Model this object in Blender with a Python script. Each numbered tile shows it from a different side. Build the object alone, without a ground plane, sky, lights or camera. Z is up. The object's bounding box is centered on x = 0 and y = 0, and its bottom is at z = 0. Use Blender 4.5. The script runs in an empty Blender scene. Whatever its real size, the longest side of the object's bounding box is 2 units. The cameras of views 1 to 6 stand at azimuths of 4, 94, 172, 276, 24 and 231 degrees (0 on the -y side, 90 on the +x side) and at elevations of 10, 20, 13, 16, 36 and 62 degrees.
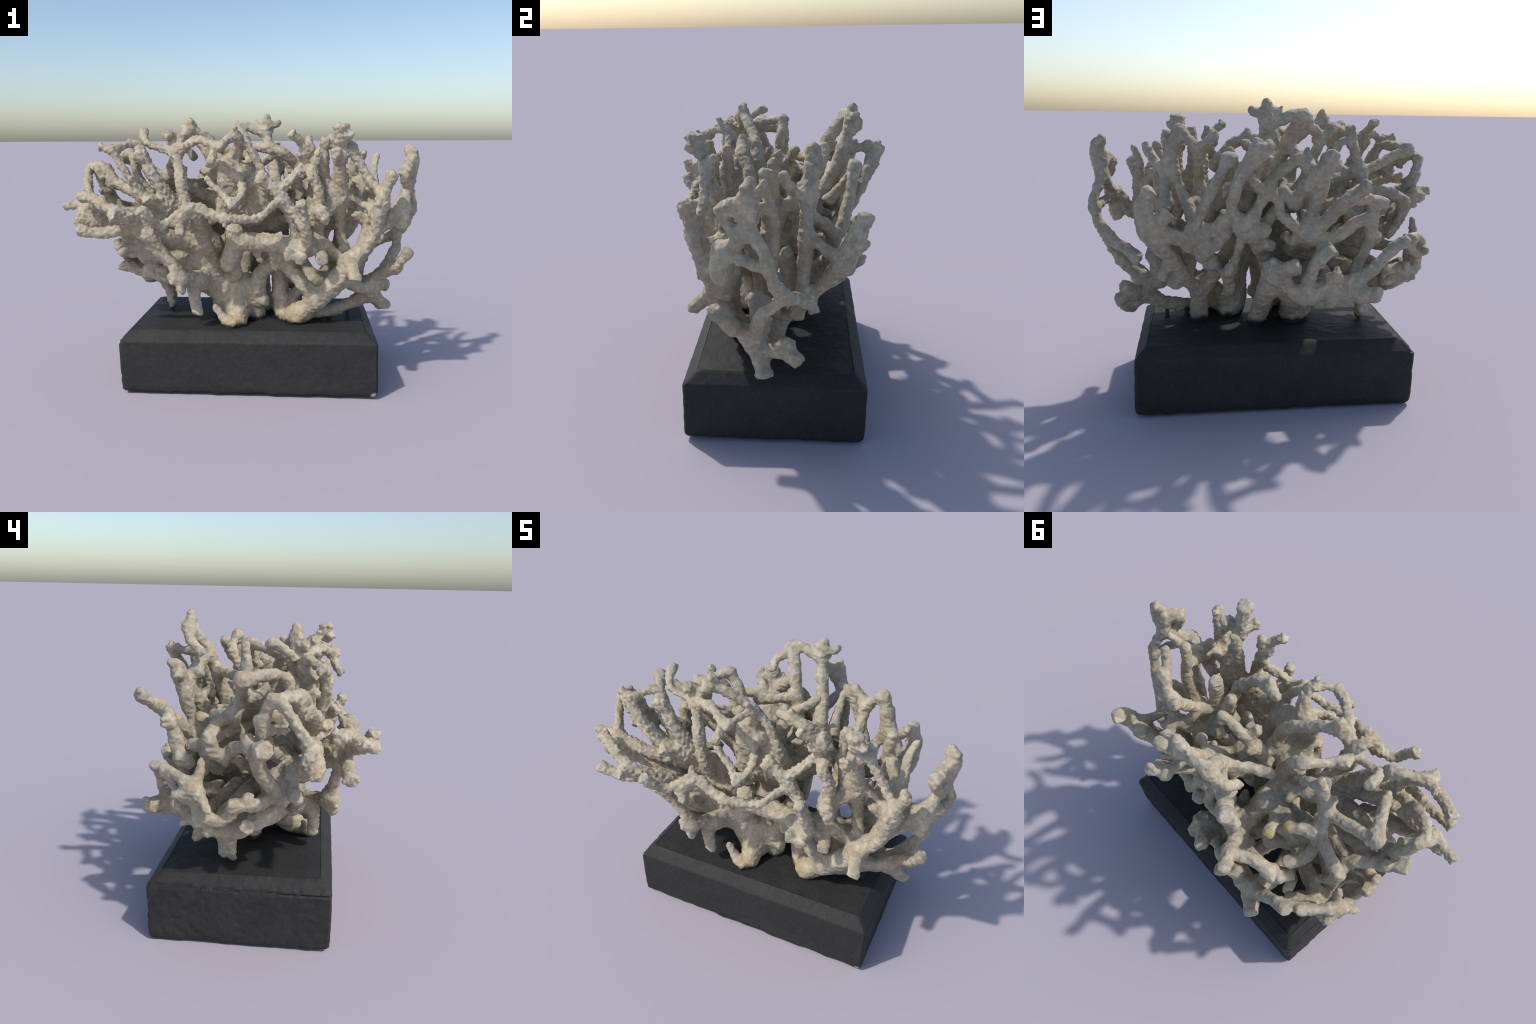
"""A bleached branching coral skeleton mounted on a chamfered black plinth.

The coral is described as a list of limbs (spines with a radius at every control
point).  They are welded into one body by a smooth union of round cones, the skin
of that union is meshed, roughened with nodules and growth rings, and then
separated limb by limb into child objects that share their border vertices."""
import bpy, math, random
import numpy as np
from mathutils import Vector

random.seed(7)
rng = np.random.default_rng(7)
LIMBS = []


def limb(kind, cut, pts):
    """kind: trunk / foot / branch; cut: broken flat tip; pts: (x, y, z, radius)"""
    LIMBS.append((kind, cut, np.array(pts, dtype=float)))


# ------------------------------------------------------------------ the limbs
limb('trunk', 1, [(-.08, -.24, .72, .05), (-.02, -.28, .84, .05), (.1, -.28, .85, .05), (.2, -.28, .84, .05), (.3, -.27, .82, .06), (.38, -.25, .84, .05)])
limb('trunk', 1, [(.31, -.17, .4, .065), (.24, -.08, .39, .06), (.21, -.06, .5, .05), (.2, -.06, .62, .045), (.15, -.08, .74, .05)])
limb('trunk', 1, [(.31, -.17, .41, .05), (.41, -.19, .49, .05), (.5, -.22, .59, .048), (.6, -.265, .745, .042)])
limb('trunk', 1, [(.42, -.19, .5, .045), (.36, -.21, .58, .04), (.28, -.21, .67, .04), (.2, -.2, .76, .04)])
limb('foot', 1, [(.115, .07, .36, .05), (.088, .16, .493, .045), (.072, .3, .624, .055), (.053, .4, .729, .058)])
limb('foot', 1, [(-.1, .05, .37, .075), (-.08, .1, .46, .06), (-.054, .22, .549, .055), (.006, .34, .66, .055)])
limb('foot', 1, [(-.16, .02, .42, .05), (-.1, .05, .39, .06)])
limb('foot', 1, [(.43, 0, .36, .045), (.43, .03, .5, .045), (.42, .05, .56, .05)])
limb('foot', 1, [(.28, -.06, .37, .04), (.29, -.04, .47, .04), (.35, 0, .55, .035), (.42, .05, .57, .04)])
limb('foot', 1, [(.42, .05, .56, .042), (.36, .08, .63, .042), (.31, .12, .71, .04), (.37, .2, .74, .035), (.379, .27, .75, .036)])
limb('branch', 1, [(.6, -.265, .745, .034), (.612, -.32, .7, .032), (.622, -.365, .665, .029)])
limb('branch', 1, [(.56, -.24, .66, .024), (.56, -.27, .62, .018)])
limb('branch', 1, [(.6, -.26, .745, .034), (.69, -.265, .82, .029), (.738, -.295, .94, .032), (.75, -.31, 1.03, .036), (.772, -.32, 1.13, .032), (.81, -.336, 1.225, .032)])
limb('branch', 1, [(.76, -.31, 1.07, .032), (.75, -.345, 1.09, .024)])
limb('branch', 1, [(.61, -.25, .75, .032), (.67, -.2, .83, .029), (.695, -.18, .92, .027), (.665, -.185, .98, .027), (.635, -.195, 1, .024)])
limb('branch', 1, [(.535, -.21, 1.12, .036), (.6, -.2, 1.095, .021), (.666, -.205, 1.06, .021), (.73, -.245, 1.03, .022), (.755, -.29, 1.02, .024)])
limb('branch', 1, [(.73, -.24, 1.03, .024), (.7, -.1, 1.09, .026), (.656, -.026, 1.182, .024)])
limb('branch', 1, [(.58, -.2, .77, .032), (.555, -.16, .86, .03), (.54, -.17, .98, .032), (.535, -.21, 1.12, .038), (.535, -.26, 1.25, .032), (.53, -.3, 1.38, .03), (.531, -.333, 1.475, .034)])
limb('branch', 1, [(.53, -.29, 1.31, .024), (.508, -.375, 1.335, .024)])
limb('branch', 1, [(.535, -.31, 1.4, .024), (.575, -.345, 1.43, .019), (.59, -.35, 1.44, .01)])
limb('branch', 1, [(.535, -.28, 1.31, .028), (.6, -.28, 1.335, .024), (.69, -.28, 1.19, .023), (.757, -.305, 1.11, .022), (.76, -.31, 1.05, .024)])
limb('branch', 1, [(.6, -.27, 1.36, .022), (.595, -.23, 1.39, .02)])
limb('branch', 1, [(.535, -.19, 1.08, .048), (.5, -.2, 1.05, .048), (.44, -.24, 1.02, .04), (.42, -.28, .98, .036)])
limb('branch', 1, [(.41, -.28, 1, .036), (.437, -.35, 1.025, .036), (.46, -.37, .985, .024)])
limb('branch', 1, [(.4, -.26, .96, .036), (.419, -.29, 1.13, .029), (.384, -.31, 1.22, .027), (.375, -.28, 1.27, .024)])
limb('branch', 1, [(.43, -.22, .97, .036), (.4, -.22, .85, .04)])
limb('branch', 1, [(.48, -.2, 1.05, .04), (.46, -.2, 1.2, .032), (.455, -.2, 1.3, .026), (.456, -.2, 1.41, .022)])
limb('branch', 1, [(.35, -.27, .8, .04), (.362, -.345, .865, .032), (.345, -.41, .975, .027), (.324, -.45, 1.085, .026)])
limb('branch', 1, [(.3, -.28, .82, .044), (.27, -.35, .8, .029), (.262, -.385, .8, .027)])
limb('branch', 1, [(.33, -.28, .8, .04), (.325, -.36, .785, .032), (.325, -.385, .78, .029)])
limb('branch', 1, [(.4, -.25, .84, .036), (.437, -.32, .785, .03), (.445, -.36, .77, .026)])
limb('branch', 1, [(.36, -.26, .83, .04), (.43, -.25, .85, .036), (.5, -.23, .8, .029), (.56, -.24, .75, .029), (.6, -.26, .73, .032)])
limb('branch', 1, [(.31, -.27, .8, .036), (.29, -.29, .92, .032), (.26, -.31, 1.02, .03), (.231, -.335, 1.095, .029), (.17, -.345, 1.16, .03), (.105, -.355, 1.212, .032)])
limb('branch', 1, [(.231, -.335, 1.085, .027), (.28, -.34, 1.03, .024), (.33, -.36, .96, .024)])
limb('branch', 1, [(.231, -.34, 1.16, .024), (.275, -.315, 1.2, .022), (.318, -.28, 1.24, .022), (.35, -.285, 1.31, .022), (.365, -.3, 1.37, .024), (.364, -.29, 1.42, .016)])
limb('branch', 1, [(.36, -.3, 1.36, .022), (.31, -.335, 1.4, .021), (.273, -.36, 1.435, .021)])
limb('branch', 1, [(.365, -.3, 1.35, .021), (.31, -.31, 1.33, .018)])
limb('branch', 1, [(.08, -.14, 1.365, .022), (.15, -.15, 1.36, .028), (.21, -.154, 1.335, .029), (.29, -.12, 1.28, .029), (.34, -.1, 1.2, .029)])
limb('branch', 1, [(.15, -.15, 1.36, .024), (.14, -.16, 1.41, .016)])
limb('branch', 0, [(-.31, -.475, 1, .034), (-.26, -.475, 1.045, .032), (-.21, -.465, 1.06, .03), (-.14, -.48, 1.025, .027), (-.07, -.487, 1.01, .024), (.02, -.47, 1, .022), (.11, -.45, 1.008, .02), (.173, -.4, 1.06, .019), (.231, -.34, 1.09, .024)])
limb('branch', 1, [(-.31, -.475, 1, .032), (-.37, -.495, .975, .026), (-.417, -.515, .98, .024), (-.452, -.552, 1.02, .027), (-.485, -.578, 1.055, .027)])
limb('branch', 1, [(-.306, -.475, .99, .029), (-.3, -.5, .945, .024), (-.294, -.515, .918, .021)])
limb('branch', 1, [(-.27, -.46, 1.04, .024), (-.285, -.42, 1.09, .014)])
limb('branch', 1, [(-.07, -.487, 1, .019), (-.065, -.51, .965, .008)])
limb('branch', 1, [(-.03, -.2, .97, .026), (-.03, -.33, 1.02, .021), (-.037, -.395, 1.06, .019), (-.1, -.36, 1.13, .018), (-.184, -.34, 1.2, .016)])
limb('branch', 1, [(-.035, -.4, 1.06, .024), (.01, -.32, 1.13, .022), (-.01, -.24, 1.2, .019)])
limb('branch', 1, [(.08, -.26, .8, .024), (.1, -.27, .75, .014), (.11, -.27, .735, .006)])
limb('branch', 1, [(.17, -.26, .79, .024), (.18, -.25, .73, .018), (.185, -.25, .69, .008)])
limb('branch', 1, [(-.05, -.29, .86, .032), (-.04, -.3, .93, .04)])
limb('branch', 1, [(-.151, -.265, .468, .021), (-.1, -.28, .41, .028), (-.04, -.29, .37, .036)])
limb('branch', 1, [(-.33, -.38, .67, .036), (-.372, -.42, .66, .028)])
limb('branch', 1, [(-.33, -.38, .67, .036), (-.37, -.4, .75, .029), (-.42, -.42, .82, .029), (-.46, -.44, .885, .032), (-.5, -.44, .92, .032)])
limb('branch', 1, [(-.5, -.43, .92, .032), (-.6, -.46, .94, .029), (-.72, -.46, .925, .029), (-.85, -.46, .935, .029)])
limb('branch', 1, [(-.45, -.37, .93, .04), (-.55, -.47, 1, .036), (-.62, -.53, 1.025, .036), (-.637, -.57, 1.03, .029)])
limb('branch', 1, [(-.61, -.5, 1.03, .032), (-.7, -.486, 1.06, .029), (-.78, -.45, 1.1, .029), (-.85, -.41, 1.115, .029)])
limb('branch', 1, [(-.86, -.31, 1.04, .032), (-.89, -.32, .98, .029), (-.912, -.316, .95, .024)])
limb('branch', 1, [(-.83, -.3, .98, .028), (-.8, -.32, .95, .024)])
limb('branch', 1, [(-.373, -.21, 1.35, .029), (-.395, -.2, 1.42, .026), (-.41, -.24, 1.44, .024)])
limb('branch', 1, [(-.37, -.21, 1.33, .027), (-.31, -.25, 1.37, .024), (-.24, -.297, 1.405, .022), (-.16, -.34, 1.395, .022), (-.084, -.386, 1.37, .022)])
limb('branch', 1, [(-.13, -.36, 1.38, .019), (-.14, -.39, 1.32, .019), (-.159, -.419, 1.28, .018)])
limb('branch', 1, [(-.1, -.375, 1.38, .014), (-.06, -.33, 1.405, .014), (-.012, -.254, 1.425, .018)])
limb('branch', 1, [(-.38, -.2, 1.36, .027), (-.33, -.2, 1.42, .027), (-.29, -.195, 1.46, .027), (-.277, -.193, 1.51, .022)])
limb('branch', 1, [(-.3, -.19, 1.46, .026), (-.22, -.16, 1.43, .026), (-.14, -.12, 1.37, .027), (-.08, -.1, 1.32, .029), (-.02, -.08, 1.22, .032), (0, -.05, 1.1, .04)])
limb('branch', 1, [(-.03, -.3, 1.465, .016), (-.012, -.26, 1.415, .021), (.03, -.245, 1.37, .022), (.064, -.242, 1.33, .022), (.1, -.24, 1.25, .026), (.13, -.22, 1.15, .029), (.14, -.15, 1.02, .036)])
limb('branch', 1, [(-.373, -.2, 1.34, .026), (-.45, -.2, 1.36, .022), (-.531, -.195, 1.385, .022), (-.56, -.14, 1.43, .022), (-.575, -.087, 1.46, .019)])
limb('branch', 1, [(-.555, -.255, 1.34, .026), (-.562, -.298, 1.315, .022)])
limb('branch', 1, [(-.688, -.331, 1.355, .02), (-.66, -.345, 1.3, .021), (-.618, -.351, 1.24, .024), (-.57, -.32, 1.16, .026), (-.53, -.29, 1.09, .029), (-.42, -.25, 1, .036)])
limb('branch', 1, [(-.42, -.27, 1.04, .036), (-.47, -.32, 1.08, .029), (-.505, -.352, 1.092, .027)])
limb('branch', 1, [(-.8, -.23, 1.25, .022), (-.775, -.24, 1.2, .021)])
limb('branch', 1, [(-.69, -.23, 1.16, .024), (-.74, -.27, 1.17, .019)])
limb('branch', 1, [(.927, -.05, 1.36, .022), (.95, -.07, 1.29, .026), (.94, -.067, 1.22, .027), (.925, -.08, 1.13, .029), (.9, -.15, 1.06, .034), (.885, -.19, .98, .034), (.875, -.195, .93, .032)])
limb('branch', 1, [(.96, -.06, 1.33, .024), (.962, -.05, 1.25, .024), (.94, -.06, 1.17, .024)])
limb('branch', 1, [(.925, -.1, 1.13, .027), (.905, -.15, 1.19, .024), (.894, -.165, 1.225, .018)])
limb('branch', 1, [(.935, -.05, 1.16, .024), (.968, .01, 1.06, .024), (.972, .032, .985, .024), (.93, .06, .9, .029), (.87, .1, .83, .03), (.8, .14, .8, .029), (.735, .19, .755, .027)])
limb('branch', 1, [(.9, .08, .85, .027), (.88, 0, .76, .027), (.83, -.04, .68, .029), (.76, -.07, .6, .034)])
limb('branch', 1, [(.885, -.17, 1.05, .024), (.95, -.04, 1.02, .022), (.965, .03, 1, .021)])
limb('branch', 1, [(.735, -.04, .52, .044), (.79, -.025, .465, .037), (.83, -.014, .425, .034)])
limb('branch', 1, [(.735, -.02, .52, .04), (.8, .08, .535, .034), (.855, .14, .52, .029)])
limb('branch', 1, [(.78, .04, .54, .034), (.825, .11, .595, .027)])
limb('branch', 1, [(.735, -.04, .52, .04), (.735, -.09, .6, .035), (.81, -.14, .66, .03), (.87, -.17, .71, .029), (.925, -.212, .795, .027)])
limb('branch', 1, [(.85, -.16, .69, .024), (.885, -.15, .67, .021)])
limb('branch', 1, [(.735, -.04, .51, .04), (.63, -.04, .455, .035), (.52, -.09, .42, .034), (.42, -.13, .41, .034), (.34, -.15, .41, .04)])
limb('branch', 1, [(.56, -.22, .63, .036), (.64, -.15, .58, .036), (.735, -.07, .55, .04)])
limb('branch', 1, [(.43, 0, .36, .034), (.431, .06, .537, .036), (.503, .15, .648, .034), (.563, .24, .759, .036), (.62, .31, .854, .044), (.676, .35, .938, .048), (.688, .39, 1.03, .044), (.672, .42, 1.1, .036), (.652, .44, 1.138, .032)])
limb('branch', 1, [(.64, .36, .908, .04), (.614, .37, .977, .036), (.582, .39, 1.023, .029)])
limb('branch', 1, [(.63, .33, .902, .04), (.569, .33, .907, .036), (.509, .31, .877, .036), (.46, .3, .862, .04)])
limb('branch', 1, [(.437, .05, .556, .028), (.532, .03, .61, .029), (.606, 0, .668, .032), (.667, -.03, .712, .036), (.695, -.05, .751, .036)])
limb('branch', 1, [(.76, -.07, .58, .04), (.638, -.04, .579, .048), (.656, -.04, .652, .052), (.654, -.04, .724, .04)])
limb('branch', 1, [(.473, .3, .856, .04), (.459, .33, .944, .027), (.39, .36, 1.072, .026), (.329, .39, 1.196, .026), (.293, .41, 1.269, .029), (.282, .415, 1.293, .029)])
limb('branch', 1, [(.282, .41, 1.281, .024), (.248, .4, 1.257, .022), (.239, .35, 1.168, .024), (.243, .28, 1.098, .027)])
limb('branch', 1, [(.459, .3, .868, .04), (.39, .31, .914, .036), (.328, .32, .947, .034), (.266, .33, .986, .036), (.21, .33, .947, .038)])
limb('branch', 1, [(.189, .44, 1.213, .024), (.151, .36, 1.157, .027), (.1, .3, 1.119, .027)])
limb('branch', 1, [(.203, .33, .947, .036), (.163, .37, .994, .029), (.159, .39, 1.007, .024)])
limb('branch', 1, [(.174, .34, .98, .027), (.125, .34, 1.055, .029), (.075, .34, 1.142, .03), (.04, .35, 1.205, .029), (-.015, .35, 1.247, .026), (-.066, .34, 1.283, .026), (-.127, .32, 1.251, .026)])
limb('branch', 1, [(.069, .34, 1.105, .027), (.031, .34, 1.073, .024), (.026, .36, 1.013, .026), (-.018, .36, .969, .026), (-.074, .34, .92, .027), (-.134, .33, .891, .036)])
limb('branch', 1, [(.21, .32, .945, .036), (.167, .33, .902, .036), (.124, .29, .835, .032), (.089, .22, .732, .03), (.064, .18, .639, .029)])
limb('branch', 1, [(.135, .33, .902, .029), (.103, .38, .936, .026)])
limb('branch', 1, [(.119, .3, .843, .029), (.067, .35, .847, .022)])
limb('branch', 1, [(.203, .31, .931, .03), (.221, .3, .852, .024), (.245, .27, .767, .022), (.256, .24, .7, .024)])
limb('branch', 1, [(.261, .1, .537, .027), (.273, .2, .635, .029), (.278, .29, .713, .027)])
limb('branch', 1, [(.398, .29, .839, .036), (.418, .34, .786, .021)])
limb('branch', 1, [(.404, .28, .818, .036), (.36, .25, .744, .03), (.298, .18, .685, .027), (.269, .12, .614, .027), (.272, .06, .526, .027)])
limb('branch', 1, [(.447, .33, .887, .028), (.466, .35, .878, .024)])
limb('branch', 1, [(.516, .2, 1.407, .029), (.536, .2, 1.364, .029), (.556, .2, 1.29, .034), (.546, .2, 1.19, .029), (.511, .2, 1.101, .027), (.468, .28, 1.024, .03), (.451, .31, .946, .032)])
limb('branch', 1, [(.516, .2, 1.407, .027), (.468, .22, 1.365, .024), (.432, .22, 1.316, .027), (.42, .16, 1.212, .03), (.414, .05, 1.069, .036), (.436, 0, .96, .04)])
limb('branch', 1, [(.346, .255, 1.386, .026), (.389, .25, 1.343, .026), (.423, .22, 1.304, .027)])
limb('branch', 1, [(.638, -.013, 1.328, .027), (.63, 0, 1.25, .029), (.63, .02, 1.15, .029), (.62, .02, 1, .032), (.58, 0, .85, .036)])
limb('branch', 1, [(-.134, .33, .891, .04), (-.13, .34, .977, .029), (-.143, .36, 1.056, .032), (-.168, .38, 1.146, .04), (-.175, .4, 1.222, .042), (-.202, .41, 1.283, .036), (-.22, .42, 1.314, .03)])
limb('branch', 1, [(-.148, .38, 1.207, .032), (-.099, .35, 1.143, .032), (-.063, .31, 1.069, .03), (-.023, .28, 1.039, .027), (.023, .24, 1.04, .027)])
limb('branch', 1, [(-.211, .4, 1.258, .029), (-.261, .4, 1.246, .021)])
limb('branch', 1, [(-.127, .3, .879, .036), (-.074, .27, .847, .036), (-.05, .22, .804, .032)])
limb('branch', 1, [(-.094, .33, .924, .032), (-.137, .25, .842, .048), (-.116, .15, .767, .048), (-.077, .05, .731, .048)])
limb('branch', 1, [(.102, .4, 1.545, .024), (.098, .4, 1.48, .029), (.115, .37, 1.38, .03), (.14, .32, 1.25, .034), (.16, .25, 1.13, .04), (.17, .15, 1, .048), (.13, .05, .88, .052)])
limb('branch', 1, [(.104, .4, 1.497, .027), (.152, .4, 1.503, .018), (.185, .41, 1.522, .018)])
limb('branch', 1, [(.092, .4, 1.503, .024), (.051, .4, 1.515, .016), (.027, .4, 1.532, .006)])
limb('branch', 1, [(.101, .4, 1.469, .029), (.108, .44, 1.461, .026)])
limb('branch', 1, [(.1, .4, 1.44, .027), (.04, .39, 1.465, .024), (-.03, .385, 1.495, .024), (-.084, .375, 1.49, .027), (-.11, .365, 1.45, .024), (-.157, .34, 1.41, .021), (-.16, .29, 1.36, .021)])
limb('branch', 1, [(-.08, .375, 1.485, .027), (-.045, .33, 1.42, .036), (-.015, .28, 1.36, .036), (.017, .255, 1.265, .032), (.05, .2, 1.12, .04), (.05, .1, .98, .048)])
limb('branch', 1, [(-.114, .32, 1.264, .021), (-.11, .33, 1.338, .008)])
limb('branch', 1, [(.053, .4, .729, .046), (.074, .44, .721, .04), (.074, .485, .71, .032)])
limb('branch', 1, [(.036, .41, .725, .04), (-.043, .5, .777, .032)])
limb('branch', 1, [(.066, .4, .736, .044), (.082, .42, .78, .032)])
limb('branch', 1, [(.029, .41, .699, .042), (-.016, .41, .646, .037), (-.066, .42, .601, .037), (-.122, .43, .596, .04), (-.179, .43, .627, .045), (-.257, .43, .632, .048), (-.326, .44, .62, .046), (-.383, .47, .614, .042), (-.427, .5, .615, .038), (-.447, .525, .63, .032)])
limb('branch', 1, [(-.225, .43, .6, .032), (-.227, .43, .547, .018)])
limb('branch', 1, [(-.243, .43, .652, .044), (-.234, .46, .725, .032)])
limb('branch', 1, [(-.313, .44, .633, .04), (-.302, .46, .691, .03)])
limb('branch', 1, [(-.098, .42, .62, .034), (-.118, .44, .716, .032), (-.152, .45, .788, .032), (-.215, .47, .855, .029)])
limb('trunk', 1, [(-.08, -.06, .6, .055), (-.03, -.03, .68, .055), (0, 0, .8, .065), (-.02, -.03, .93, .06), (-.08, -.08, 1.04, .05)])
limb('trunk', 1, [(.02, -.15, 1.17, .045), (-.06, -.11, 1.09, .05), (-.13, -.03, 1.05, .055), (-.16, .07, 1.03, .055), (-.16, .17, 1.03, .05)])
limb('trunk', 1, [(-.02, -.05, .9, .06), (.06, -.14, .98, .045), (.06, -.16, 1.1, .042), (0, -.17, 1.2, .042), (-.05, -.185, 1.28, .038), (-.03, -.2, 1.33, .03)])
limb('trunk', 1, [(0, -.17, 1.15, .045), (-.08, -.19, 1.2, .04), (-.09, -.2, 1.28, .035)])
limb('branch', 1, [(-.03, -.22, 1.35, .024), (-.02, -.235, 1.4, .019)])
limb('trunk', 1, [(0, 0, .85, .06), (.08, .02, .95, .06), (.13, .06, 1.02, .05)])
limb('trunk', 1, [(-.16, .1, 1, .05), (-.15, .22, .95, .05), (-.14, .31, .88, .05)])
limb('trunk', 1, [(-.05, .05, .8, .07), (-.14, .12, .8, .06), (-.2, .2, .78, .05)])
limb('branch', 1, [(-.14, -.12, .62, .048), (-.22, -.22, .63, .036), (-.26, -.3, .6, .034), (-.265, -.315, .52, .03), (-.25, -.315, .45, .024)])
limb('branch', 1, [(-.22, -.22, .65, .032), (-.31, -.37, .655, .032), (-.325, -.41, .6, .022)])
limb('branch', 1, [(-.2, -.15, .78, .056), (-.32, -.25, .85, .044), (-.44, -.36, .9, .04), (-.53, -.42, .93, .032)])
limb('branch', 1, [(-.225, -.45, 1.02, .029), (-.215, -.36, .915, .035), (-.2, -.27, .83, .038), (-.19, -.18, .77, .044)])
limb('branch', 1, [(-.26, -.15, .88, .04), (-.29, -.24, .97, .034), (-.31, -.27, 1.05, .032), (-.335, -.258, 1.18, .032), (-.355, -.235, 1.28, .03), (-.373, -.2, 1.35, .029), (-.4, -.14, 1.39, .024), (-.427, -.09, 1.425, .021)])
limb('branch', 1, [(-.26, -.17, .9, .044), (-.45, -.25, .97, .036), (-.6, -.3, 1.01, .034), (-.75, -.3, 1.03, .03), (-.86, -.3, 1.06, .029), (-.985, -.284, 1.045, .021)])
limb('branch', 1, [(-.27, -.16, .95, .04), (-.39, -.23, 1.06, .036), (-.483, -.262, 1.2, .034), (-.535, -.255, 1.3, .03), (-.582, -.246, 1.385, .027), (-.63, -.28, 1.38, .022), (-.688, -.331, 1.36, .021), (-.76, -.322, 1.37, .021)])
limb('branch', 1, [(-.735, .01, 1.315, .027), (-.68, -.08, 1.33, .027), (-.63, -.17, 1.32, .024), (-.605, -.2, 1.24, .024), (-.56, -.22, 1.16, .026), (-.48, -.22, 1.06, .029)])
limb('branch', 1, [(-.735, .01, 1.315, .029), (-.65, .02, 1.27, .027), (-.56, .03, 1.23, .027), (-.475, .03, 1.19, .03), (-.39, -.01, 1.17, .032), (-.28, .01, 1.1, .036), (-.17, .04, 1.05, .04)])
limb('branch', 1, [(-.46, .03, 1.2, .029), (-.43, .03, 1.3, .024), (-.415, .03, 1.38, .022), (-.407, .033, 1.43, .021)])
limb('branch', 1, [(-.47, .05, 1.18, .029), (-.47, .09, 1.1, .032), (-.46, .1, 1.04, .036), (-.36, .1, .98, .04), (-.22, .06, .9, .048)])
limb('branch', 1, [(-.39, -.01, 1.18, .024), (-.37, -.05, 1.21, .022), (-.36, -.065, 1.24, .021)])
limb('branch', 1, [(-.43, .02, 1.19, .024), (-.45, -.04, 1.2, .018)])
limb('branch', 1, [(-.42, .03, 1.33, .021), (-.37, .04, 1.36, .021), (-.31, .05, 1.3, .021)])
limb('branch', 1, [(-.296, .037, 1.435, .024), (-.35, -.03, 1.42, .022), (-.4, -.11, 1.4, .024)])
limb('branch', 1, [(-.296, .037, 1.42, .024), (-.25, .03, 1.36, .027), (-.2, .02, 1.27, .029), (-.16, 0, 1.15, .032), (-.12, -.02, 1.06, .04)])
limb('branch', 1, [(-.38, .17, 1.06, .024), (-.42, .15, 1.1, .027), (-.47, .12, 1.1, .029)])
limb('branch', 1, [(-.32, .27, 1.06, .027), (-.28, .2, 1.03, .029), (-.18, .12, 1, .036)])
limb('branch', 1, [(-.373, .19, 1.086, .026), (-.32, .14, 1.04, .029), (-.2, .08, 1, .036)])
limb('branch', 1, [(-.35, -.2, .98, .036), (-.47, -.27, 1.05, .034), (-.584, -.3, 1.12, .03), (-.69, -.276, 1.18, .029), (-.75, -.255, 1.255, .027), (-.82, -.22, 1.27, .026), (-.87, -.17, 1.255, .026), (-.88, -.21, 1.2, .024), (-.865, -.24, 1.14, .024), (-.84, -.28, 1.07, .026), (-.82, -.3, 1.03, .027)])
limb('branch', 1, [(-.855, -.13, 1.255, .026), (-.83, -.1, 1.18, .026), (-.79, -.09, 1.1, .029), (-.74, -.1, 1.03, .029)])
limb('branch', 1, [(-.81, -.09, 1.12, .022), (-.83, -.07, 1.17, .014)])
limb('branch', 1, [(-.74, -.1, 1.02, .029), (-.62, -.14, .97, .032), (-.45, -.15, .92, .04), (-.3, -.14, .9, .048)])
limb('branch', 1, [(-.36, .08, 1, .036), (-.47, .09, 1.08, .029), (-.58, .14, 1.09, .029), (-.677, .165, 1.04, .03), (-.66, .13, .97, .027), (-.65, .08, .94, .027)])
limb('branch', 1, [(-.677, .165, 1.03, .026), (-.66, .18, .96, .022), (-.62, .19, .9, .021), (-.59, .2, .86, .016)])
limb('branch', 1, [(-.63, .1, .95, .027), (-.66, .06, .985, .029), (-.74, 0, 1.02, .03), (-.8, -.05, 1.03, .032), (-.867, -.1, 1.042, .034)])
limb('branch', 1, [(-.79, -.02, 1.04, .024), (-.8, -.02, 1.09, .019)])
limb('branch', 1, [(-.78, -.06, 1.01, .03), (-.74, -.067, .925, .034), (-.7, -.103, .858, .032), (-.63, -.141, .787, .036), (-.55, -.166, .733, .04)])
limb('branch', 1, [(-.5, -.14, .8, .04), (-.4, -.12, .8, .048), (-.2, -.1, .8, .056)])
limb('branch', 1, [(-.62, .04, .93, .024), (-.5, 0, .88, .032), (-.35, -.02, .85, .04)])
limb('branch', 1, [(-.134, .33, .891, .04), (-.178, .36, .942, .03), (-.229, .41, 1.013, .029), (-.266, .46, 1.071, .03), (-.316, .52, 1.126, .029), (-.356, .57, 1.17, .027)])
limb('branch', 1, [(-.265, .466, 1.07, .027), (-.324, .45, 1.086, .027), (-.389, .42, 1.091, .027), (-.446, .4, 1.079, .026), (-.496, .397, 1.067, .027)])
limb('branch', 1, [(-.29, .48, 1.1, .024), (-.31, .47, 1.13, .016)])
limb('branch', 1, [(-.45, .39, 1.065, .029), (-.446, .37, .998, .027), (-.446, .35, .924, .029), (-.462, .335, .875, .029)])
limb('branch', 1, [(-.463, .33, .88, .029), (-.497, .285, .878, .027)])
limb('branch', 1, [(-.134, .33, .891, .036), (-.215, .35, .881, .032), (-.281, .37, .904, .029), (-.341, .38, .956, .027), (-.411, .38, .987, .027), (-.45, .365, .952, .029)])
limb('branch', 1, [(-.46, .34, .889, .029), (-.43, .34, .83, .027), (-.399, .34, .764, .029), (-.369, .34, .698, .03), (-.356, .42, .666, .036)])
limb('branch', 1, [(-.17, .115, 1.25, .024), (-.09, .17, 1.26, .024), (0, .24, 1.25, .029)])
limb('branch', 1, [(-.01, .29, 1.353, .024), (-.058, .31, 1.306, .026), (-.109, .35, 1.254, .027), (-.148, .38, 1.22, .029)])
limb('branch', 1, [(.18, .112, 1.345, .024), (.14, .09, 1.31, .024), (.06, .07, 1.25, .029), (.02, .04, 1.15, .034), (0, 0, 1.02, .04)])
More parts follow.
